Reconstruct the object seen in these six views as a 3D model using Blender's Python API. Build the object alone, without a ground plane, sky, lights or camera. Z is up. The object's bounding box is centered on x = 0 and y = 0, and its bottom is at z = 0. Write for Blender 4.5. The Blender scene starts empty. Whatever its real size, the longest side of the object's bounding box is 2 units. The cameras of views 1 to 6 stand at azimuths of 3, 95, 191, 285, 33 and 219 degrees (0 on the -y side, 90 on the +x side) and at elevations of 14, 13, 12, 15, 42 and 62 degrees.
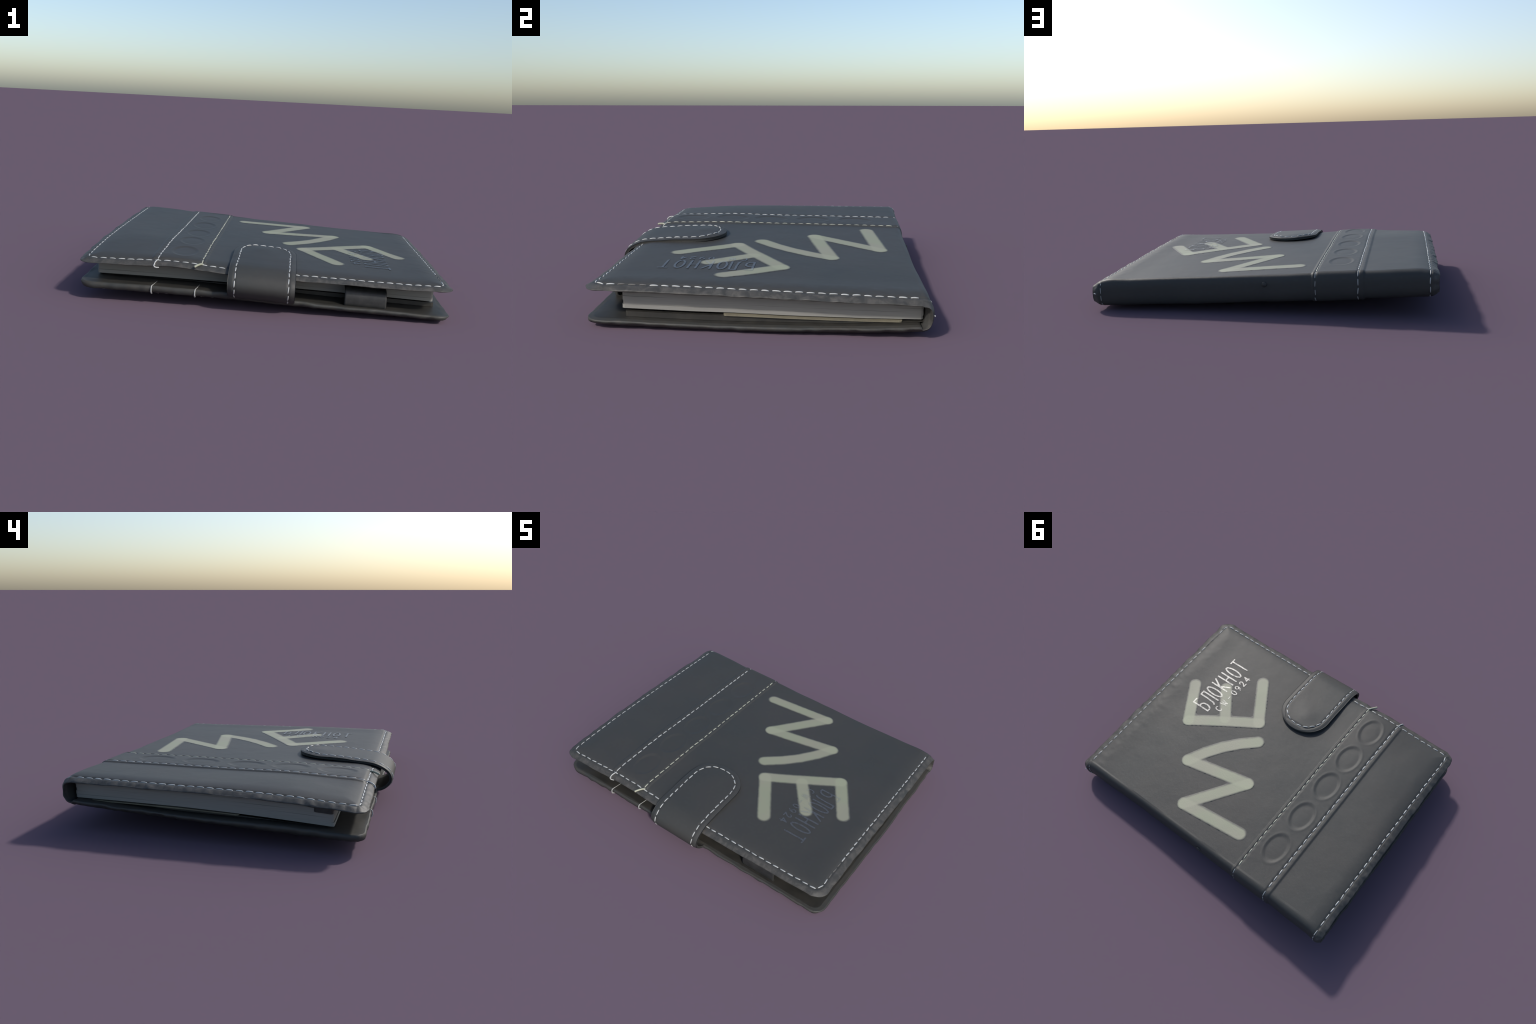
import bpy, math, random
import numpy as np
from mathutils import Matrix, Vector

random.seed(7)
rng = np.random.default_rng(7)

# ------------------------------------------------------------------ helpers
def smooth(a, b, x):
    t = np.clip((x - a) / (b - a), 0, 1)
    return t * t * (3 - 2 * t)

_lat = rng.random((64, 64)) * 2 - 1
def noise2(x, y, f, seed=0):
    """smooth value noise in [-1,1], numpy"""
    x = np.asarray(x, float) * f + seed * 7.31 + 100
    y = np.asarray(y, float) * f + seed * 3.77 + 100
    xi = np.floor(x).astype(int); yi = np.floor(y).astype(int)
    fx = x - xi; fy = y - yi
    fx = fx * fx * (3 - 2 * fx); fy = fy * fy * (3 - 2 * fy)
    g = lambda a, b: _lat[a % 64, b % 64]
    return ((g(xi, yi) * (1 - fx) + g(xi + 1, yi) * fx) * (1 - fy)
            + (g(xi, yi + 1) * (1 - fx) + g(xi + 1, yi + 1) * fx) * fy)

def make_mesh(name, verts, faces, mat, smooth_shade=True):
    me = bpy.data.meshes.new(name)
    me.from_pydata([tuple(map(float, v)) for v in verts], [], faces)
    me.update()
    if smooth_shade:
        me.polygons.foreach_set("use_smooth", [True] * len(me.polygons))
    if mat:
        me.materials.append(mat)
    return me

def add_object(name, me, parent=None):
    ob = bpy.data.objects.new(name, me)
    bpy.context.scene.collection.objects.link(ob)
    if parent:
        ob.parent = parent
    return ob

# ------------------------------------------------------------------ materials
def new_mat(name):
    m = bpy.data.materials.new(name)
    m.use_nodes = True
    nt = m.node_tree
    nt.nodes.clear()
    out = nt.nodes.new("ShaderNodeOutputMaterial")
    bs = nt.nodes.new("ShaderNodeBsdfPrincipled")
    nt.links.new(bs.outputs[0], out.inputs[0])
    return m, nt, bs

class NB:
    """tiny node-building helper"""
    def __init__(s, nt):
        s.nt = nt
        s.tc = nt.nodes.new("ShaderNodeTexCoord").outputs["Object"]
    def put(s, sock, v):
        if isinstance(v, bpy.types.NodeSocket):
            s.nt.links.new(v, sock)
        else:
            sock.default_value = v
    def math(s, op, a, b=0.0, c=None, clamp=False):
        n = s.nt.nodes.new("ShaderNodeMath"); n.operation = op; n.use_clamp = clamp
        s.put(n.inputs[0], a); s.put(n.inputs[1], b)
        if c is not None: s.put(n.inputs[2], c)
        return n.outputs[0]
    def vec(s, op, a, b=None, scale=None):
        n = s.nt.nodes.new("ShaderNodeVectorMath"); n.operation = op
        s.put(n.inputs[0], a)
        if b is not None: s.put(n.inputs[1], b)
        if scale is not None: s.put(n.inputs["Scale"], scale)
        return n.outputs["Value"] if op in ("DOT_PRODUCT", "LENGTH", "DISTANCE") else n.outputs["Vector"]
    def noise(s, scale, detail=3, rough=0.5, coords=None, dist=0.0):
        n = s.nt.nodes.new("ShaderNodeTexNoise")
        s.put(n.inputs["Vector"], coords if coords is not None else s.tc)
        n.inputs["Scale"].default_value = scale
        n.inputs["Detail"].default_value = detail
        n.inputs["Roughness"].default_value = rough
        n.inputs["Distortion"].default_value = dist
        return n.outputs["Fac"]
    def step(s, x, a, b):
        n = s.nt.nodes.new("ShaderNodeMapRange"); n.interpolation_type = "SMOOTHSTEP"
        s.put(n.inputs["Value"], x)
        n.inputs["From Min"].default_value = a; n.inputs["From Max"].default_value = b
        return n.outputs["Result"]
    def mix(s, f, a, b):
        n = s.nt.nodes.new("ShaderNodeMix"); n.data_type = "RGBA"
        s.put(n.inputs["Factor"], f)
        for sock, v in ((n.inputs[6], a), (n.inputs[7], b)):
            if not isinstance(v, bpy.types.NodeSocket): v = (*v, 1.0)
            s.put(sock, v)
        return n.outputs[2]
    def bump(s, h, strength, dist):
        n = s.nt.nodes.new("ShaderNodeBump")
        n.inputs["Strength"].default_value = strength
        n.inputs["Distance"].default_value = dist
        s.put(n.inputs["Height"], h)
        return n.outputs["Normal"]
    def mapping(s, scale):
        n = s.nt.nodes.new("ShaderNodeMapping")
        s.nt.links.new(s.tc, n.inputs["Vector"])
        n.inputs["Scale"].default_value = scale
        return n.outputs["Vector"]
    def xyz(s):
        n = s.nt.nodes.new("ShaderNodeSeparateXYZ")
        s.nt.links.new(s.tc, n.inputs[0])
        return n.outputs

LEATHER_A = (0.037, 0.039, 0.0375)
LEATHER_B = (0.042, 0.0415, 0.039)
WORN = (0.085, 0.080, 0.073)

def leather_color(nb):
    big = nb.noise(2.2, 2, 0.5)
    col = nb.mix(nb.step(big, 0.35, 0.65), LEATHER_A, LEATHER_B)
    fine = nb.noise(60, 4, 0.6)
    return nb.mix(nb.math("MULTIPLY", nb.step(fine, 0.45, 0.8), 0.25), col, (0.055, 0.056, 0.055))

def leather_material(name, worn_rim, worn=WORN):
    m, nt, bs = new_mat(name)
    nb = NB(nt)
    col = leather_color(nb)
    if worn_rim:
        x, y, z = nb.xyz()
        ax = nb.math("ABSOLUTE", x)
        e = nb.math("MAXIMUM", nb.math("SUBTRACT", ax, 0.950), nb.math("SUBTRACT", nb.math("MULTIPLY", y, -1.0), 0.704))
        rim = nb.step(e, 0.0, 0.018)
        mott = nb.step(nb.noise(26, 5, 0.65, dist=0.6), 0.36, 0.72)
        col = nb.mix(nb.math("MULTIPLY", rim, nb.math("MULTIPLY", mott, 0.8)), col, worn)
    bs.inputs["Roughness"].default_value = 0.52
    bs.inputs["Specular IOR Level"].default_value = 0.28
    nt.links.new(col, bs.inputs["Base Color"])
    grain = nb.noise(170, 4, 0.6)
    soft = nb.noise(18, 3, 0.5)
    h = nb.math("ADD", nb.math("MULTIPLY", grain, 0.35), soft)
    nt.links.new(nb.bump(h, 0.25, 0.004), bs.inputs["Normal"])
    return m

MAT_COVER = leather_material("cover_leather", True)
MAT_BACK = leather_material("back_leather", True, (0.048, 0.044, 0.037))
MAT_STRAP = leather_material("strap_leather", False)

def simple(name, a, b, scale, rough=0.6, metallic=0.0, bump=0.0, spec=0.5, stretch=None, vary=0.0):
    m, nt, bs = new_mat(name)
    nb = NB(nt)
    co = nb.mapping(stretch) if stretch else None
    n = nb.noise(scale, 4, 0.6, coords=co)
    col = nb.mix(nb.step(n, 0.3, 0.7), a, b)
    if vary:                                   # each thread stitch soiled a little differently
        rnd = nt.nodes.new("ShaderNodeObjectInfo").outputs["Random"]
        col = nb.mix(nb.math("MULTIPLY", rnd, vary), col, (0.12, 0.118, 0.11))
    nt.links.new(col, bs.inputs["Base Color"])
    bs.inputs["Roughness"].default_value = rough
    bs.inputs["Metallic"].default_value = metallic
    bs.inputs["Specular IOR Level"].default_value = spec
    if bump:
        nt.links.new(nb.bump(n, bump, 0.004), bs.inputs["Normal"])
    return m

MAT_INNER_DARK = simple("inner_dark", (0.017, 0.0165, 0.0145), (0.028, 0.026, 0.022), 14, 0.5, bump=0.3)  # very dark brown base colour, used on the back cover's inner face and the pocket
MAT_PAPER = simple("paper_edges", (0.222, 0.217, 0.200), (0.246, 0.241, 0.223), 3.0, 0.8, spec=0.2, stretch=(3, 3, 160))
MAT_CARD = simple("buff_card", (0.175, 0.158, 0.112), (0.12, 0.108, 0.078), 8, 0.7, spec=0.3)
MAT_THREAD = simple("white_thread", (0.33, 0.34, 0.33), (0.46, 0.47, 0.455), 40, 0.40, vary=0.25, spec=0.8)
MAT_THREAD_Y = simple("yellowed_thread", (0.30, 0.31, 0.22), (0.41, 0.41, 0.34), 9, 0.42, vary=0.25, spec=0.8)
MAT_THREAD_G = simple("greyed_thread", (0.075, 0.072, 0.068), (0.12, 0.115, 0.105), 30, 0.6)
MAT_FOIL = simple("silver_foil", (0.11, 0.112, 0.115), (0.27, 0.265, 0.265), 70, 0.46, metallic=0.75)
MAT_TAB = simple("elastic_tab", (0.014, 0.015, 0.015), (0.030, 0.030, 0.029), 20, 0.55, bump=0.4)

# ------------------------------------------------------------------ overall form
# The closed notebook lies slightly warped: its left end (-x) is raised.
XE, YF, YS, DS = 0.985, -0.734, 0.735, 0.068      # half length, front edge, start of spine, spine depth
TH = 0.0235                                        # board thickness
PITCH = 0.049                                      # stitch pitch

def bump2(x, y, cx, cy, rx, ry):
    return np.exp(-((x - cx)/rx)**2 - ((y - cy)/ry)**2)

def zt(x, y):      # top face of the front cover: warped board, padded inside its edge seam
    pad = 1 - (1 - np.clip((np.minimum(XE - np.abs(x), y - YF) - 0.036)/0.10, 0, 1))**2.4
    return zt_board(x, y) + 0.0124*pad + 0.011*bump2(x, y, -0.46, -0.34, 0.20, 0.22)

def zt_board(x, y):
    return (0.2213 - 0.0408*x - 0.0045*y - 0.0237*x*y + 0.0035*x*x - 0.0167*y*y
            + 0.0030*x*x*y + 0.0100*x*y*y - 0.0028*x**3 + 0.0113*y**3
            + 0.0112*bump2(x, y, -0.75, -0.33, 0.20, 0.34)
            + 0.0185*bump2(x, y, -0.47, -0.74, 0.22, 0.20)
            + 0.005*smooth(0.75, 0.92, x))

def zb(x, y):      # underside of the back cover
    return (0.0484 - 0.0476*x + 0.0143*y - 0.0187*x*y - 0.0018*x*x + 0.0232*y*y
            + 0.0093*x*x*y + 0.0116*x*y*y
            - 0.0015 - 0.0035*smooth(0.9, 0.0, x) - 0.004*bump2(x, y, -0.9, -0.7, 0.5, 0.3)
            - 0.006*bump2(x, y, 0.55, -0.75, 0.40, 0.20))

def back_inside(x, y):      # inner face of the back cover, thicker towards the front left
    return zb(x, y) + 0.034 + 0.012*smooth(0.4, -0.5, x)*smooth(0.3, -0.4, y)

LINES = (-0.562, -0.328)          # the two cross seams
CIRCLES_Y = (0.500, 0.235, -0.030, -0.277, -0.531)
CIRCLE_X, CRX, CRY = -0.446, 0.066, 0.098
STITCH_D = 0.040                  # inset of the edge seam

def rim_distance(x, y, r=0.065):
    """distance to the rim of the board (rounded at the front corners, open at the spine)"""
    dx = XE - np.abs(x)
    dy = y - YF
    inner = np.minimum(dx, dy)
    cx = r - dx; cy = r - dy
    rounded = r - np.sqrt(np.maximum(cx, 0)**2 + np.maximum(cy, 0)**2)
    return np.where((cx > 0) & (cy > 0), rounded, inner)

def relief(x, y, front=True):
    """height added to a board face (positive = outward)"""
    h = 0.0012*noise2(x, y, 3.0, 1) + 0.0006*noise2(x, y, 11, 2)
    h = h + 0.0009*noise2(x, y, 34, 15)*smooth(0.78, 0.93, x)      # fine wrinkles at the right end
    h = h + 0.006*smooth(-0.600, -0.588, x)*(1 - smooth(-0.318, -0.304, x))
    for L in LINES:
        h = h - 0.004*np.exp(-((x - L)/0.007)**2)
        h = h + 0.0005*np.exp(-((x - L)/0.022)**2)*np.sin(2*np.pi*y/PITCH)
    if front:
        for cy in CIRCLES_Y:
            r = np.sqrt(((x - CIRCLE_X)/CRX)**2 + ((y - cy)/CRY)**2)
            h = h - 0.0034*(1 - smooth(0.82, 1.12, r)) + 0.0007*np.exp(-((r - 1.14)/0.10)**2)
            h = h + 0.0006*(1 - smooth(0.3, 0.90, r))
    return h

def rim_profile(d, s, x, y, seed, fall=0.027):
    """(drop, outward) of the stitched rim at distance d from the edge; s runs along the edge"""
    k = np.clip(1 - d/STITCH_D, 0, 1)
    drop = fall*k**1.6
    drop = drop + 0.0035*np.exp(-((d - STITCH_D)/0.007)**2)
    pucker = np.abs(np.sin(np.pi*s/PITCH))
    lump = noise2(x, y, 30, seed)
    scallop = np.where(x < -0.9, 0.75, 0.2)*(0.75 + 0.5*noise2(s, s*0, 6, seed + 3))                 # deep puckers along the left end only
    drop = drop - 0.004*scallop*np.sin(np.pi*np.clip(k, 0, 1))*(pucker - 0.4) - 0.0035*lump*(k > 0)*k
    outw = k*(0.004*noise2(s, 0*s + seed, 9, seed) + 0.0025*lump + 0.003*scallop*(pucker - 0.5))
    return drop, outw

# parameter lines of the wrapped sheet -------------------------------------------------
def spaced(a, b, step_in, edges=()):
    """coordinates from a to b; finer near each edge given as (centre, reach, step)"""
    out = [a]
    while out[-1] < b - 1e-9:
        st = step_in
        for c, reach, s2 in edges:
            if abs(out[-1] - c) < reach: st = min(st, s2)
        out.append(min(b, out[-1] + st))
    return np.array(out)

U = spaced(-1, 1, 0.010, [(-1, 0.055, 0.0035), (1, 0.055, 0.0035), (-0.455, 0.16, 0.0042)])
YT = spaced(YF, YS, 0.0062, [(YF, 0.06, 0.003)])
YB = spaced(YF, YS, 0.010, [(YF, 0.06, 0.004)])[::-1]
PHI = np.linspace(math.pi/2, -math.pi/2, 44)[1:-1]

rows = [("t", y) for y in YT] + [("s", p) for p in PHI] + [("b", y) for y in YB]
NJ, NI = len(rows), len(U)
OUT = np.zeros((NI, NJ, 3)); INN = np.zeros((NI, NJ, 3)); OUTW = np.zeros((NI, NJ, 3))

def end_reach(x):
    return 0.005*smooth(0.80, 0.96, x)

def half_width(y, r=0.065):
    f = y - YF
    return XE - (r - math.sqrt(max(r*r - (r - f)**2, 0))) if f < r else XE

def spine_point(x, phi, depth=DS, shrink=0.0, p=3.0):
    h = (zt(x, YS) - zb(x, YS))/2 - shrink
    c = (zt(x, YS) + zb(x, YS))/2
    cs, sn = math.cos(phi), math.sin(phi)
    full = np.interp(x, [-1, -0.965, -0.9, -0.6, -0.1, 0.45, 0.65, 0.93, 0.965, 1.0],
                     [0.074, 0.068, 0.058, 0.048, 0.043, 0.036, 0.041, 0.045, 0.060, 0.072])
    if sn < 0: p = 2.3
    dy = (full + depth - DS)*abs(cs)**(2/p)*(1 - 0.04*sn)
    return YS + dy, c + h*math.copysign(abs(sn)**(2/p), sn)

for j, (kind, q) in enumerate(rows):
    if kind in "tb":
        x = U*half_width(q); y = np.full(NI, q)
        d = rim_distance(x, y)
        on_side = (XE - np.abs(x)) < (y - YF)
        s = np.where(on_side, y, x)
        drop, outw = rim_profile(d, s, x, y, 11 if kind == "t" else 12, 0.017 if kind == "t" else np.where(on_side, 0.020, 0.014))
        drop = np.where(d < 0.06, drop, 0.0)
        fade = smooth(YS, YS - 0.05, y)
        k = np.clip(1 - d/STITCH_D, 0, 1)
        z0 = zt(x, y) if kind == "t" else zb(x, y)
        sg = 1 if kind == "t" else -1
        rel = relief(x, y, kind == "t")
        face = smooth(0.03, 0.06, d)
        ox = np.where(on_side, np.sign(x)*outw, 0.0); oy = np.where(on_side, 0.0, -outw)
        zo = z0 + sg*(rel*face - drop)
        ox = ox + end_reach(x)
        if kind == "b":                    # the back cover stops a little short at the front left
            y = y + 0.008*smooth(-0.45, -0.73, y)*smooth(0.3, -0.3, x)
        OUT[:, j] = np.stack([x + ox, y + oy, zo], -1)
        wave = 0.003*k*noise2(x, y, 14, 9)
        zi = zt_board(x, y) - TH - wave if kind == "t" else back_inside(x, y) + wave
        INN[:, j] = np.stack([x + ox*0.9, y + oy*0.9, zi], -1)
    else:
        x = U*XE
        d = XE - np.abs(x)
        y, z = spine_point(x, q)
        yi, zi = spine_point(x, q, DS - 0.024, TH)
        drop, outw = rim_profile(d, np.full(NI, q*0.08), x, z, 13)
        drop = np.where(d < 0.06, drop, 0.0)*0.8
        ln = np.sqrt((y - yi)**2 + (z - zi)**2)
        ny, nz = (y - yi)/ln, (z - zi)/ln
        rel = relief(x, z*0 + 5.0, False) + 0.002*noise2(x, z, 8, 3)
        # crushed corner folds at both ends of the spine
        rel = rel + 0.010*smooth(0.05, 0.0, d)*noise2(x, z, 22, 6)
        push = rel - drop
        outw = outw + end_reach(x)
        OUT[:, j] = np.stack([x + np.sign(x)*outw, y + ny*push, z + nz*push], -1)
        INN[:, j] = np.stack([x + np.sign(x)*outw, yi, zi], -1)

# assemble closed body: outer sheet, inner sheet, rounded rim strip
boundary = ([(i, 0) for i in range(NI)] + [(NI-1, j) for j in range(1, NJ)]
            + [(i, NJ-1) for i in range(NI-2, -1, -1)] + [(0, j) for j in range(NJ-2, 0, -1)])
no = NI*NJ
vid = lambda i, j: i*NJ + j
mid = []
ctr = np.array([0.0, 0.0])
for (i, j) in boundary:
    a, b = OUT[i, j], INN[i, j]
    m = (a + b)/2
    o = np.zeros(3)
    if i in (0, NI-1): o[0] += math.copysign(0.005, m[0])
    if j in (0, NJ-1): o[1] -= 0.005
    mid.append(m + o)
V = np.concatenate([OUT.reshape(-1, 3), INN.reshape(-1, 3), np.array(mid)])
faces, region = [], []
def reg(j):
    k = rows[min(j, NJ-1)][0]
    return {"t": 0, "s": 1, "b": 2}[k]
for i in range(NI-1):
    for j in range(NJ-1):
        a, b, c, d_ = vid(i, j), vid(i+1, j), vid(i+1, j+1), vid(i, j+1)
        faces.append((a, b, c, d_)); region.append(reg(j))
        faces.append((no+a, no+d_, no+c, no+b)); region.append(reg(j))
nb_ = len(boundary)
for k in range(nb_):
    k2 = (k+1) % nb_
    p, q = vid(*boundary[k]), vid(*boundary[k2])
    m1, m2 = 2*no + k, 2*no + k2
    r_ = reg(min(boundary[k][1], boundary[k2][1]))
    faces.append((q, p, m1, m2)); region.append(r_)
    faces.append((m2, m1, no+p, no+q)); region.append(r_)

body = make_mesh("cover_whole", V, faces, None)
NRM = np.zeros(len(V)*3)
body.vertices.foreach_get("normal", NRM)
NRM = NRM.reshape(-1, 3)
bpy.data.meshes.remove(body)
faces = np.array(faces); region = np.array(region)

# ------------------------------------------------------------------ the thing
root = bpy.data.objects.new("notebook", None)
bpy.context.scene.collection.objects.link(root)
root["label"] = "closed dark grey leather notebook with strap and painted letters"
root["category"] = "notebook"

parts = {}
for r_, nm in enumerate(("front_cover", "spine", "back_cover")):
    fs = faces[region == r_]
    used, inv = np.unique(fs, return_inverse=True)
    me = make_mesh(nm, V[used], [tuple(map(int, f)) for f in inv.reshape(fs.shape)],
                   MAT_BACK if nm == "back_cover" else MAT_COVER)
    if nm == "back_cover":
        me.materials.append(MAT_INNER_DARK)
        inside = ((fs >= no) & (fs < 2*no)).all(1)
        cen = V[fs].mean(1)
        inside &= rim_distance(cen[:, 0], cen[:, 1]) > 0.022
        me.polygons.foreach_set("material_index", inside.astype(np.int32))
    me.normals_split_custom_set_from_vertices([tuple(map(float, n)) for n in NRM[used]])
    parts[nm] = add_object(nm, me, root)

# ------------------------------------------------------------------ page block
def page_bottom(x, y):
    yk = [-0.58, -0.25, -0.07, 0.16, 0.5, 0.76]
    l = np.interp(y, yk, [0.118, 0.137, 0.146, 0.152, 0.156, 0.157])
    r = np.interp(y, yk, [0.079, 0.073, 0.072, 0.068, 0.065, 0.067])
    t = (x + 0.93)/1.85
    return l*(1 - t) + r*t + 0.008*np.sin(np.pi*np.clip(t, 0, 1))

def slab(name, mat, parent, x0, x1, y0, y1, fbot, ftop, n=36, wob=0.0, rr=0.012, seed=0):
    """closed slab between two height functions, slightly rounded corners in plan"""
    xs = np.concatenate([[x0, x0+rr*0.3, x0+rr], np.linspace(x0+rr, x1-rr, n)[1:-1], [x1-rr, x1-rr*0.3, x1]])
    ys = np.concatenate([[y0, y0+rr*0.3, y0+rr], np.linspace(y0+rr, y1-rr, n)[1:-1], [y1-rr, y1-rr*0.3, y1]])
    X, Y = np.meshgrid(xs, ys, indexing="ij")
    def corner(X, Y):
        e = np.minimum(X-x0, x1-X); f = np.minimum(Y-y0, y1-Y)
        k = np.clip(1-e/rr, 0, 1)*np.clip(1-f/rr, 0, 1)
        sx = np.where(X-x0 < x1-X, 1, -1); sy = np.where(Y-y0 < y1-Y, 1, -1)
        return X + sx*k*rr*0.3, Y + sy*k*rr*0.3
    X, Y = corner(X, Y)
    if wob:
        ex = (np.minimum(X-x0, x1-X) < rr); ey = (np.minimum(Y-y0, y1-Y) < rr)
        X = X + np.where(ex, wob*noise2(Y, X*0+seed, 4, seed), 0)
        Y = Y + np.where(ey, wob*noise2(X, Y*0+seed, 4, seed+1), 0)
    nx, ny = X.shape
    top = np.stack([X, Y, ftop(X, Y)], -1).reshape(-1, 3)
    bot = np.stack([X, Y, fbot(X, Y)], -1).reshape(-1, 3)
    N = nx*ny
    f = []
    g = lambda i, j: i*ny + j
    for i in range(nx-1):
        for j in range(ny-1):
            f.append((g(i,j), g(i+1,j), g(i+1,j+1), g(i,j+1)))
            f.append((N+g(i,j), N+g(i,j+1), N+g(i+1,j+1), N+g(i+1,j)))
    per = ([(i,0) for i in range(nx)] + [(nx-1,j) for j in range(1,ny)]
           + [(i,ny-1) for i in range(nx-2,-1,-1)] + [(0,j) for j in range(ny-2,0,-1)])
    for k in range(len(per)):
        p, q = g(*per[k]), g(*per[(k+1) % len(per)])
        f.append((q, p, N+p, N+q))
    me = make_mesh(name, np.concatenate([top, bot]), f, mat, False)
    return add_object(name, me, parent)

pages = bpy.data.objects.new("page_block", None)
bpy.context.scene.collection.objects.link(pages); pages.parent = root
NSEC = 5
for k in range(NSEC):
    a, b = k/NSEC, (k+1)/NSEC
    pb = page_bottom
    pt = lambda x, y: zt_board(x, y) - TH - 0.003
    fb = lambda x, y, a=a: pb(x, y) + (pt(x, y) - pb(x, y))*(a + 0.001)
    ft = lambda x, y, b=b: pb(x, y) + (pt(x, y) - pb(x, y))*(b - 0.001)
    o = (0.0005, -0.0005, 0.0, 0.0005, -0.0005)[k]
    slab("page_section", MAT_PAPER, pages, -0.926 - o*0.5, 0.920 + o, -0.580 - o, 0.752,
         fb, ft, 30, 0.0025, seed=20+k)

# dark pocket under the pages and the buff card that peeks out of it
inner_floor = lambda x, y: back_inside(x, y) + 0.0015
slab("pocket", MAT_INNER_DARK, root, -0.918, 0.930, -0.566, 0.756, inner_floor,
     lambda x, y: np.maximum(page_bottom(x, y) - 0.0115, inner_floor(x, y) + 0.001), 40, 0.003, seed=40)
slab("card", MAT_CARD, root, -0.932, 0.936, -0.12, 0.66,
     lambda x, y: page_bottom(x, y) - 0.0105, lambda x, y: page_bottom(x, y) - 0.0045, 30, 0.003, seed=41)

# ------------------------------------------------------------------ ribbons along a profile (strap, loop)
def resample(P, step):
    P = np.array(P, float)
    seg = np.r_[0, np.cumsum(np.linalg.norm(np.diff(P, axis=0), axis=1))]
    n = max(2, int(seg[-1]/step))
    s = np.linspace(0, seg[-1], n)
    return np.stack([np.interp(s, seg, P[:, k]) for k in range(P.shape[1])], -1), s

def catmull(P, n=14):
    P = np.array(P, float)
    Q = np.vstack([2*P[0]-P[1], P, 2*P[-1]-P[-2]])
    out = []
    for k in range(1, len(Q)-2):
        for t in np.linspace(0, 1, n, endpoint=False):
            a, b, c, d = Q[k-1], Q[k], Q[k+1], Q[k+2]
            out.append(0.5*((2*b)+(-a+c)*t+(2*a-5*b+4*c-d)*t*t+(-a+3*b-3*c+d)*t**3))
    out.append(P[-1])
    return np.array(out)

# closing strap: profile (y, z) at x = SX, from the rounded tongue over the front edge to the back cover
SX, SW, SNOSE = -0.003, 0.176, -0.249
TONGUE = [(SNOSE, 0.262), (-0.33, 0.2615), (-0.42, 0.258), (-0.52, 0.254), (-0.60, 0.248), (-0.66, 0.243),
          (-0.705, 0.236), (-0.745, 0.221), (-0.779, 0.200), (-0.800, 0.175), (-0.809, 0.146),
          (-0.803, 0.119), (-0.782, 0.092), (-0.750, 0.070), (-0.715, 0.062)]
prof, sarc = resample(catmull(TONGUE), 0.006)
tan = np.gradient(prof, axis=0); tan /= np.linalg.norm(tan, axis=1)[:, None]
nor = np.stack([-tan[:, 1], tan[:, 0]], -1)*-1         # outward side
if nor[0, 1] < 0: nor = -nor
strap_tilt = lambda x, z: z - 0.050*(x - SX)

def strap_half(s):
    return SW*math.sqrt(max(1 - max(0, 1 - s/SW)**2.3, 0))

def strap_point(s, x):
    y = np.interp(s, sarc, prof[:, 0]); z = np.interp(s, sarc, prof[:, 1])
    n = np.array([np.interp(s, sarc, nor[:, 0]), np.interp(s, sarc, nor[:, 1])])
    hw = strap_half(s)
    d = min(hw - abs(x - SX), s*0.9 + 0.0)                 # distance to strap rim
    k = min(max(1 - d/0.034, 0), 1)
    pillow = -0.006*k**1.8 - 0.003*math.exp(-((d - 0.035)/0.006)**2)
    pillow += 0.0045*math.exp(-((x - SX + 0.02)**2 + (s - 0.14)**2)/0.0060)    # rise over the snap
    pillow += 0.0012*float(noise2(x, s, 14, 8))*(0.3 + k)
    return np.array([x, y + n[0]*pillow, strap_tilt(x, z + n[1]*pillow)]), n

NS, NX = len(sarc), 60
svals = np.concatenate([np.array([0.0005, 0.002, 0.004]), sarc[1:]])
top_v, bot_v = [], []
for s in svals:
    hw = strap_half(s)
    for k in range(NX+1):
        w = -math.cos(math.pi*k/NX)*0.35 + (2*k/NX - 1)*0.65
        x = SX + w*hw
        p, n = strap_point(s, x)
        top_v.append(p)
        y = np.interp(s, sarc, prof[:, 0]); z = np.interp(s, sarc, prof[:, 1])
        th = 0.020 if s > 0.3 else 0.022
        bot_v.append(np.array([SX + w*max(hw - 0.004, 0), y - n[0]*th, strap_tilt(x, z - n[1]*th)]))
f = []; W = NX+1; N = len(top_v)
for a in range(len(svals)-1):
    for k in range(NX):
        q = (a*W+k, a*W+k+1, (a+1)*W+k+1, (a+1)*W+k)
        f.append(q[::-1]); f.append(tuple(N+i for i in q))
for a in range(len(svals)-1):
    for k, rev in ((0, False), (NX, True)):
        q = (a*W+k, (a+1)*W+k, N+(a+1)*W+k, N+a*W+k)
        f.append(q[::-1] if rev else q)
for k in range(NX):
    f.append((k, k+1, N+k+1, N+k)[::1])
    e = (len(svals)-1)*W
    f.append((e+k+1, e+k, N+e+k, N+e+k+1))
me = make_mesh("strap", np.array(top_v + bot_v), f, MAT_STRAP)
strap = add_object("strap", me, root)
md = strap.modifiers.new("weighted", "WEIGHTED_NORMAL")

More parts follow.
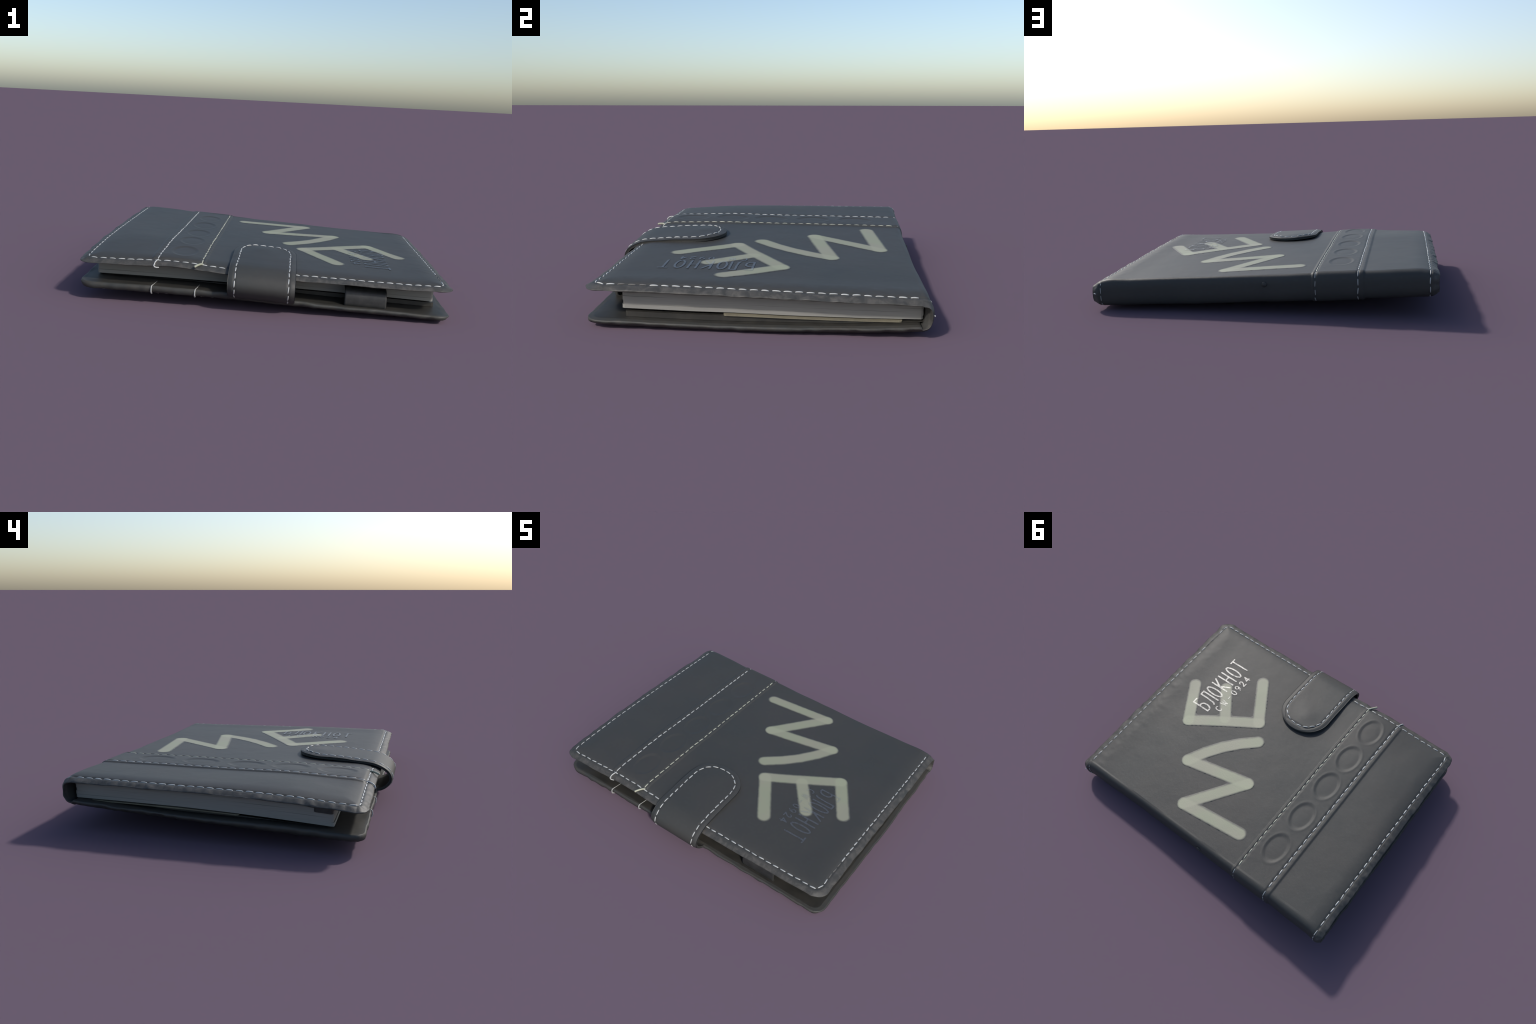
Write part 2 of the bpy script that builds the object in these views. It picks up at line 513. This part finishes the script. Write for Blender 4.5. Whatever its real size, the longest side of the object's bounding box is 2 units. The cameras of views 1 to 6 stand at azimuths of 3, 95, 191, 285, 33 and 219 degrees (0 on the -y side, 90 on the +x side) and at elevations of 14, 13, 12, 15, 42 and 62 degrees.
# snap fastener between tongue and cover
def disc(name, mat, parent, c, r, h, n=32):
    prof_ = [(0, 1.0), (0.8, 1.0), (0.95, 0.9), (1.0, 0.7), (1.0, 0.0)]
    vs, fs = [], []
    for a, b in prof_:
        for i in range(n):
            t = 2*math.pi*i/n
            vs.append((c[0] + a*r*math.cos(t), c[1] + a*r*math.sin(t), c[2] + b*h))
    for k in range(len(prof_)-1):
        for i in range(n):
            j = (i+1) % n
            fs.append((k*n+i, (k+1)*n+i, (k+1)*n+j, k*n+j))
    return add_object(name, make_mesh(name, vs, fs, mat), parent)
disc("snap_fastener", MAT_FOIL, strap, (SX - 0.02, -0.40, float(zt(SX, -0.40)) - 0.002), 0.045, 0.016)

# pen loop sewn to the pages: a hollow band of leather open to both sides
LOOP = [(-0.545, 0.062), (-0.60, 0.056), (-0.665, 0.055), (-0.686, 0.062), (-0.690, 0.085), (-0.687, 0.112),
        (-0.676, 0.131), (-0.645, 0.141), (-0.60, 0.146), (-0.55, 0.148)]
lp, ls = resample(catmull(LOOP), 0.004)
lt = np.gradient(lp, axis=0); lt /= np.linalg.norm(lt, axis=1)[:, None]
ln_ = np.stack([lt[:, 1], -lt[:, 0]], -1)
vs, fs = [], []
xs = np.linspace(0.436, 0.656, 28); nl = len(lp)
for x in xs:
    for k in range(nl):
        o = 0.004*noise2(x, ls[k], 18, 4) + 0.003*math.cos((x-0.546)/0.11*1.5)
        zt_ = -0.045*(x - 0.546)
        vs.append((x, lp[k, 0] - ln_[k, 0]*o, lp[k, 1] + zt_ - ln_[k, 1]*o*0.5))
for x in xs:
    for k in range(nl):
        zt_ = -0.045*(x - 0.546)
        vs.append((x, lp[k, 0] + ln_[k, 0]*-0.011, lp[k, 1] + zt_ + ln_[k, 1]*-0.011))
M_ = len(xs)*nl
for i in range(len(xs)-1):
    for k in range(nl-1):
        q = (i*nl+k, (i+1)*nl+k, (i+1)*nl+k+1, i*nl+k+1)
        fs.append(q); fs.append(tuple(M_+a for a in q[::-1]))
for k in range(nl-1):
    for i, rev in ((0, 0), (len(xs)-1, 1)):
        q = (i*nl+k, i*nl+k+1, M_+i*nl+k+1, M_+i*nl+k)
        fs.append(q if not rev else q[::-1])
me = make_mesh("pen_loop", vs, fs, MAT_TAB)
add_object("pen_loop", me, root)

# dark sharp-edged patch at the left end of the pages
slab("dark_end_patch", MAT_TAB, root, -0.938, -0.85, -0.577, -0.485,
     lambda x, y: zt_board(x, y) - TH - 0.040, lambda x, y: zt_board(x, y) - TH - 0.002, 6, 0.001, seed=50)

# ------------------------------------------------------------------ stitches
def stitch_mesh(name, mat):
    """one thread stitch along +x, unit = metres, ends dive into the leather"""
    L, Wd, H = 0.040, 0.0036, 0.0030
    vs, fs = [], []
    nseg, nr = 10, 8
    for i in range(nseg+1):
        t = i/nseg*2 - 1
        r = (1 - abs(t)**3.2)**0.5 if abs(t) < 1 else 0.0
        r = max(r, 0.02)
        for k in range(nr):
            a = 2*math.pi*k/nr
            vs.append((t*L/2, Wd*r*math.cos(a), H*r*math.sin(a) - 0.0024*t*t))
    for i in range(nseg):
        for k in range(nr):
            k2 = (k+1) % nr
            fs.append((i*nr+k, i*nr+k2, (i+1)*nr+k2, (i+1)*nr+k))
    fs.append(tuple(range(nr))[::-1]); fs.append(tuple(nseg*nr+k for k in range(nr)))
    return make_mesh(name, vs, fs, mat)
ST_W, ST_Y = stitch_mesh("stitch", MAT_THREAD), stitch_mesh("stitch_yellowed", MAT_THREAD_Y)
ST_G = stitch_mesh("stitch_greyed", MAT_THREAD_G)

def frame(p, t, n):
    t = Vector(t).normalized(); n = Vector(n).normalized()
    b = n.cross(t).normalized(); n = t.cross(b)
    return Matrix(((t.x, b.x, n.x, p[0]), (t.y, b.y, n.y, p[1]), (t.z, b.z, n.z, p[2]), (0, 0, 0, 1)))

def walk(P, pitch):
    P = np.array(P, float)
    seg = np.r_[0, np.cumsum(np.linalg.norm(np.diff(P, axis=0), axis=1))]
    n = max(1, round(seg[-1]/pitch))
    at = lambda s: np.array([np.interp(s, seg, P[:, k]) for k in range(3)])
    for k in range(n):
        s = (k + 0.5)*seg[-1]/n
        yield at(s), at(min(s + pitch*0.35, seg[-1])) - at(max(s - pitch*0.35, 0)), seg[-1]/n

def place(P, normal_of, mesh, parent, lift=0.0015, pitch=PITCH, skip=None, joined=None, wmul=1.0):
    for p, t, pl in walk(P, pitch):
        if skip and skip(p): continue
        n = np.array(normal_of(p, t))
        p = p + n/np.linalg.norm(n)*lift
        jit = random.uniform(-0.10, 0.10)
        side = np.cross(n, t); side = side/np.linalg.norm(side)
        m = frame(p + side*random.uniform(-0.0012, 0.0012), np.array(t)/np.linalg.norm(t) + side*jit, n)
        sc = (pl/PITCH)*random.uniform(0.92, 1.06)
        m = m @ Matrix.Diagonal((sc, wmul*random.uniform(0.9, 1.15), wmul*random.uniform(0.9, 1.1), 1))
        if joined is not None:
            joined.append(m)
        else:
            ob = bpy.data.objects.new("stitch", mesh(p) if callable(mesh) else mesh)
            bpy.context.scene.collection.objects.link(ob)
            ob.parent = parent
            ob.matrix_local = m

fc, sp, bc = parts["front_cover"], parts["spine"], parts["back_cover"]
def edge_path(zf, sg):
    xs_, yf_ = XE - STITCH_D - 0.002, YF + STITCH_D - 0.002
    P = [(-xs_, y) for y in np.linspace(YS - 0.005, yf_ + 0.035, 60)]
    P += [(-xs_ + 0.008, yf_ + 0.014), (-xs_ + 0.026, yf_ + 0.002)]
    P += [(x, yf_) for x in np.linspace(-xs_ + 0.04, xs_ - 0.04, 80)]
    P += [(xs_ - 0.026, yf_ + 0.002), (xs_ - 0.008, yf_ + 0.014)]
    P += [(xs_, y) for y in np.linspace(yf_ + 0.035, YS - 0.005, 60)]
    P = np.array(P)
    z = zf(P[:, 0], P[:, 1]) - sg*0.0035
    P[:, 0] += end_reach(P[:, 0])
    return np.c_[P, z]
def edge_normal(sg):
    def f_(p, t):
        d = np.array([0.0, 0.0, sg])
        if abs(p[0]) > 0.92: d[0] += math.copysign(0.30, p[0])
        if p[1] < -0.68: d[1] -= 0.30
        return d
    return f_
under_strap = lambda p: (SX - SW + 0.006) < p[0] < (SX + SW - 0.004) and p[1] < -0.6
# worn-away threads near the right front corner
worn = lambda p: p[0] > 0.9 and -0.60 < p[1] < -0.43
place(edge_path(zt, 1), edge_normal(1), lambda p: ST_G if worn(p) else ST_W, fc, skip=under_strap)
def seam(L, zf, sg, y0):
    ys = np.linspace(y0, YS - 0.006, 70)
    x = np.full_like(ys, L)
    return np.c_[x, ys, zf(x, ys) + sg*0.0022]
up = lambda sg: (lambda p, t: (0, 0, sg))
place(seam(LINES[0], zt, 1, YF + STITCH_D), up(1), ST_W, fc)
place(seam(LINES[1], zt, 1, YF + STITCH_D), up(1), ST_Y, fc)
def wrap(L, drop):
    pts = []
    for ph in np.linspace(math.pi/2*0.93, -math.pi/2*0.93, 24):
        y, z = spine_point(np.array([L]), ph)
        pts.append((L, float(y[0]) - drop*math.cos(ph), float(z[0]) - drop*math.sin(ph)))
    return pts
spine_n = lambda p, t: (0, 1.0 if abs(p[2] - (zt(p[0], YS)+zb(p[0], YS))/2) < 0.05 else 0.8, (p[2] - (zt(p[0], YS)+zb(p[0], YS))/2)*9)
place(wrap(LINES[0], -0.001), spine_n, ST_W, sp, wmul=0.8)
place(wrap(LINES[1], -0.001), spine_n, ST_W, sp, wmul=0.8)
place(wrap(-0.943, 0.003), spine_n, ST_W, sp, wmul=0.8)
place(wrap(0.943, 0.003), spine_n, ST_W, sp, wmul=0.6)

# threads wrapping over the lips where the cross seams leave the covers
def rim_wrap(L, top):
    zf, sg = (zt, 1) if top else (zb, -1)
    z = float(zf(L, YF + 0.04))
    zi = float(back_inside(L, YF + 0.04)) + 0.0012
    if top:
        return [(L, YF+0.042, z), (L - 0.004, YF+0.024, z-0.001), (L - 0.010, YF+0.006, z-0.008), (L - 0.012, YF-0.004, z-0.019)]
    return [(L - 0.018, YF+0.110, zi), (L - 0.024, YF+0.045, zi), (L - 0.026, YF+0.020, zi + 0.001), (L - 0.028, YF+0.005, zi-0.004), (L-0.029, YF+0.003, z+0.018), (L-0.029, YF+0.018, z+0.004)]
# seam of the strap, following its outline
def strap_seam():
    pts = []
    inset = 0.036
    S1 = sarc[-1] - 0.03
    for s in np.linspace(S1, SW + 0.02, 60): pts.append((s, SX - SW + inset))
    for a in np.linspace(math.pi, 0, 40):
        r = SW - inset
        pts.append((max(SW - (r)*math.sin(a)**0.92, inset), SX + r*math.cos(a)))
    for s in np.linspace(SW + 0.02, S1, 60): pts.append((s, SX + SW - inset))
    return pts
SP = strap_seam()
sp3 = [strap_point(s, x) for s, x in SP]
SP3 = np.array([a for a, n in sp3]); SN = np.array([(0, n[0], n[1]) for a, n in sp3])
def strap_normal(p, t):
    return SN[np.argmin(((SP3 - p)**2).sum(1))]
place(SP3, strap_normal, ST_W, strap, lift=0.002, pitch=0.047)

# unseen seams of the back cover: joined
mats = []
place(edge_path(zb, -1), edge_normal(-1), ST_W, bc, joined=mats, lift=-0.001)
for L in LINES:
    place(seam(L, zb, -1, YF + STITCH_D), up(-1), ST_W, bc, joined=mats)
base = [v.co.copy() for v in ST_W.vertices]; bf = [tuple(p.vertices) for p in ST_W.polygons]
vs, fs = [], []
for m in mats:
    o = len(vs)
    vs += [tuple(m @ v) for v in base]
    fs += [tuple(o+i for i in q) for q in bf]
ob = add_object("stitching", make_mesh("stitching", vs, fs, MAT_THREAD), bc)
ob["kind"] = "stuff"

# loose thread ends: tapered tubes
def tube(name, mat, parent, P, r0, r1, n=8):
    P = catmull(P, 8); k = len(P); vs, fs = [], []
    for i, p in enumerate(P):
        t = Vector(P[min(i+1, k-1)] - P[max(i-1, 0)]).normalized()
        a = t.orthogonal().normalized(); b = t.cross(a)
        r = r0 + (r1-r0)*i/(k-1)
        for q in range(n):
            w = 2*math.pi*q/n
            vs.append(tuple(Vector(p) + a*r*math.cos(w) + b*r*math.sin(w)))
    for i in range(k-1):
        for q in range(n):
            q2 = (q+1) % n
            fs.append((i*n+q, i*n+q2, (i+1)*n+q2, (i+1)*n+q))
    fs.append(tuple(range(n))[::-1]); fs.append(tuple((k-1)*n+q for q in range(n)))
    return add_object(name, make_mesh(name, vs, fs, mat), parent)
tube("thread_loop", MAT_THREAD, fc, rim_wrap(LINES[0], True), 0.0030, 0.0036)
for L in LINES:
    tube("thread_loop", MAT_THREAD, bc, rim_wrap(L, False), 0.0012, 0.0044)
zl = float(zt(-0.33, -0.70))
tube("thread_end", MAT_THREAD_Y, fc, [(-0.322, -0.690, zl-0.002), (-0.332, -0.704, zl+0.003), (-0.347, -0.725, zl+0.001), (-0.360, -0.744, zl-0.004)], 0.0055, 0.0065)
ie = int(np.argmin(np.abs(U*XE - 0.972)))
je = min((j for j in range(NJ) if rows[j][0] == "s"), key=lambda j: abs(OUT[ie, j, 2] - 0.100))
pe = OUT[ie, je]
tube("thread_end", MAT_THREAD, sp, [pe + np.array(o) for o in ((-0.014, -0.006, -0.004), (-0.004, -0.001, 0.0), (0.002, 0.002, 0.001), (0.004, 0.005, 0.0))], 0.006, 0.0025)
zl = float(zt(-0.575, -0.735))
tube("thread_end", MAT_THREAD, fc, [(-0.573, YF-0.001, zl-0.012), (-0.576, YF-0.005, zl-0.022), (-0.566, YF-0.004, zl-0.028), (-0.550, YF+0.002, zl-0.029)], 0.005, 0.003)
# small pimple on the spine
y, z = spine_point(np.array([-0.041]), 0.12)
pm = []
disc_v, disc_f = [], []
for a in range(7):
    r = 0.016*math.cos(a/6*math.pi/2); h = 0.012*(a/6)**0.6
    for q in range(12):
        w = 2*math.pi*q/12
        disc_v.append((-0.041 + r*math.cos(w), float(y[0]) - 0.002 + h, 0.178 + r*math.sin(w)))
for a in range(6):
    for q in range(12):
        q2 = (q+1) % 12
        disc_f.append((a*12+q, a*12+q2, (a+1)*12+q2, (a+1)*12+q))
add_object("leather_lump", make_mesh("leather_lump", disc_v, disc_f, MAT_COVER), sp)

# ------------------------------------------------------------------ lettering
def seg_dist(X, Y, segs):
    D = np.full(X.shape, 9.0)
    for (ax, ay), (bx, by) in segs:
        dx, dy = bx-ax, by-ay
        t = np.clip(((X-ax)*dx + (Y-ay)*dy)/(dx*dx+dy*dy), 0, 1)
        D = np.minimum(D, np.hypot(X-ax-t*dx, Y-ay-t*dy))
    return D

def stroke_patch(name, mat, parent, strokes, w, cell, height, edge=0.3):
    """thin layer of paint or foil: all points of the cover within w of the strokes"""
    segs = [(s[k], s[k+1]) for s in strokes for k in range(len(s)-1)]
    P = np.array([p for s in segs for p in s])
    x0, y0 = P.min(0) - w - cell*2; x1, y1 = P.max(0) + w + cell*2
    xs = np.arange(x0, x1, cell); ys = np.arange(y0, y1, cell)
    X, Y = np.meshgrid(xs, ys, indexing="ij")
    D = seg_dist(X, Y, segs)
    e = 1e-4
    outside = D > w
    near = (D < w + cell*1.5)
    for _ in range(2):                                       # pull the fringe onto the outline
        Dn = seg_dist(X, Y, segs)
        gx = (seg_dist(X+e, Y, segs) - Dn)/e; gy = (seg_dist(X, Y+e, segs) - Dn)/e
        mv = np.where(outside & near, Dn - w, 0)
        X = X - gx*mv; Y = Y - gy*mv
    Z = zt(X, Y) + relief(X, Y) + height*np.where(outside, edge, 1.0)
    keep = ~outside
    cells = near[:-1,:-1] & near[1:,:-1] & near[1:,1:] & near[:-1,1:]
    cells &= keep[:-1,:-1] | keep[1:,:-1] | keep[1:,1:] | keep[:-1,1:]
    idx = -np.ones(X.shape, int); vs = []; fs = []
    for i, j in zip(*np.nonzero(cells)):
        q = []
        for a, b in ((i,j),(i+1,j),(i+1,j+1),(i,j+1)):
            if idx[a,b] < 0:
                idx[a,b] = len(vs); vs.append((X[a,b], Y[a,b], Z[a,b]))
            q.append(int(idx[a,b]))
        fs.append(tuple(q))
    return add_object(name, make_mesh(name, vs, fs, mat), parent)

def arc(p0, c, p1, n=5):
    p0, c, p1 = map(np.array, (p0, c, p1))
    return [tuple((1-t)**2*p0 + 2*t*(1-t)*c + t*t*p1) for t in np.linspace(0, 1, n)]

M_STROKES = [[(-0.203, 0.561), (0.224, 0.609)],
             [(0.224, 0.609), (-0.021, 0.258)],
             [(-0.021, 0.258), (0.415, 0.353)],
             arc((0.415, 0.353), (0.315, 0.125), (0.122, -0.029))]
E_STROKES = [arc((0.210, -0.153), (0.405, -0.035), (0.622, 0.114)),
             [(0.215, -0.153), (0.400, -0.435)],
             [(0.425, -0.045), (0.581, -0.246)],
             [(0.622, 0.114), (0.783, -0.142)]]
PAINT_W = 0.0400

def paint_material(name, strokes, film=False):
    m, nt, bs = new_mat(name)
    nb = NB(nt)
    x, y, z = nb.xyz()
    cb = nt.nodes.new("ShaderNodeCombineXYZ")
    wob = nb.math("MULTIPLY", nb.math("SUBTRACT", nb.noise(28, 2), 0.5), 0.006)
    nt.links.new(x, cb.inputs[0]); nt.links.new(y, cb.inputs[1])
    p = cb.outputs[0]
    trans = None
    for s in strokes:
        dmin = None
        for (ax, ay), (bx, by) in zip(s[:-1], s[1:]):
            dx, dy = bx-ax, by-ay
            L2 = dx*dx + dy*dy
            pa = nb.vec("SUBTRACT", p, (ax, ay, 0))
            t = nb.math("MULTIPLY", nb.vec("DOT_PRODUCT", pa, (dx, dy, 0)), 1/L2, clamp=True)
            sc = nb.vec("SCALE", (dx, dy, 0), scale=t)
            d = nb.vec("LENGTH", nb.vec("SUBTRACT", pa, sc))
            dmin = d if dmin is None else nb.math("MINIMUM", dmin, d)
        dmin = nb.math("ADD", dmin, wob)
        a = nb.math("MULTIPLY", nb.step(dmin, PAINT_W + 0.006, PAINT_W - 0.012), 0.84)
        inv = nb.math("SUBTRACT", 1.0, a)
        trans = inv if trans is None else nb.math("MULTIPLY", trans, inv)
    alpha = nb.math("SUBTRACT", 1.0, trans)
    tint = nb.mix(nb.step(nb.noise(5, 2), 0.35, 0.65), (0.272, 0.270, 0.198), (0.264, 0.280, 0.192))
    col = nb.mix(alpha, leather_color(nb), tint)
    if film:
        col = nb.mix(0.2, col, (0.085, 0.100, 0.125))  # blue mixed into the base colour for the sky's reflection
    nt.links.new(col, bs.inputs["Base Color"])
    bs.inputs["Roughness"].default_value = 0.55
    if film:                       # worn foil: a glossy, nearly clear film that only glints
        bs.inputs["Roughness"].default_value = 0.42
        bs.inputs["IOR"].default_value = 2.05
        wear = nb.step(nb.noise(80, 3), 0.30, 0.55)
        nt.links.new(nb.math("MULTIPLY_ADD", wear, 0.28, 0.16), bs.inputs["Specular IOR Level"])
    nt.links.new(nb.bump(nb.noise(120, 3), 0.15, 0.003), bs.inputs["Normal"])
    return m
MAT_STAMP = paint_material("worn_foil", E_STROKES, film=True)
stroke_patch("painted_letter", paint_material("pale_paint_m", M_STROKES), fc, M_STROKES, PAINT_W + 0.006, 0.008, 0.0013)
stroke_patch("painted_letter", paint_material("pale_paint_e", E_STROKES), fc, E_STROKES, PAINT_W + 0.006, 0.008, 0.0013)

# foil stamp: glyphs drawn as pen strokes in a unit box (u across, v up)
def ring(cx, cy, rx, ry, n=16, a0=0, a1=360):
    return [(cx + rx*math.cos(math.radians(a)), cy + ry*math.sin(math.radians(a))) for a in np.linspace(a0, a1, n)]
GLYPHS = {
    "be": [[(0.9, 1), (0, 1), (0, 0), (0.55, 0), (0.9, 0.12), (1, 0.3), (0.9, 0.48), (0.55, 0.58), (0, 0.58)]],
    "el": [[(-0.1, 0), (0.12, 0.1), (0.22, 0.5), (0.22, 1), (1, 1), (1, 0)]],
    "o": [ring(0.5, 0.5, 0.55, 0.5, 20)],
    "ka": [[(0, 0), (0, 1)], [(1, 1), (0.1, 0.5), (1, 0)]],
    "en": [[(0, 0), (0, 1)], [(1, 0), (1, 1)], [(0, 0.5), (1, 0.5)]],
    "te": [[(-0.05, 1), (1.05, 1)], [(0.5, 1), (0.5, 0)]],
    "c": [ring(0.5, 0.5, 0.5, 0.5, 12, 50, 310)],
    "w": [[(-0.1, 1), (0.2, 0), (0.5, 0.9), (0.8, 0), (1.1, 1)]],
    "dash": [[(0.1, 0.5), (0.8, 0.5)]],
    "0": [ring(0.5, 0.5, 0.45, 0.5, 14)],
    "9": [ring(0.5, 0.7, 0.42, 0.3, 12), [(0.92, 0.7), (0.85, 0.3), (0.4, 0)]],
    "2": [[(0.05, 0.75), (0.25, 0.97), (0.65, 1), (0.9, 0.8), (0.8, 0.5), (0.05, 0), (1, 0)]],
    "4": [[(0.75, 0), (0.75, 1), (0.0, 0.3), (1.05, 0.3)]],
}
def stamp(glyph, yc, width, x0, x1, w):
    st = [[(x0 + v*(x1-x0), yc + width/2 - u*width) for u, v in s] for s in GLYPHS[glyph]]
    stroke_patch("foil_letter", MAT_STAMP, fc, st, w, w*0.62, 0.0021, 1.0)
for g, yc in (("be", -0.040), ("el", -0.112), ("o", -0.172), ("ka", -0.243), ("en", -0.311), ("o", -0.380), ("te", -0.451)):
    stamp(g, yc, 0.038, 0.562, 0.694, 0.0054)
for g, yc in (("c", -0.080), ("w", -0.138), ("dash", -0.195), ("0", -0.245), ("9", -0.291), ("2", -0.340), ("4", -0.388)):
    stamp(g, yc, 0.026, 0.489, 0.535, 0.0038)
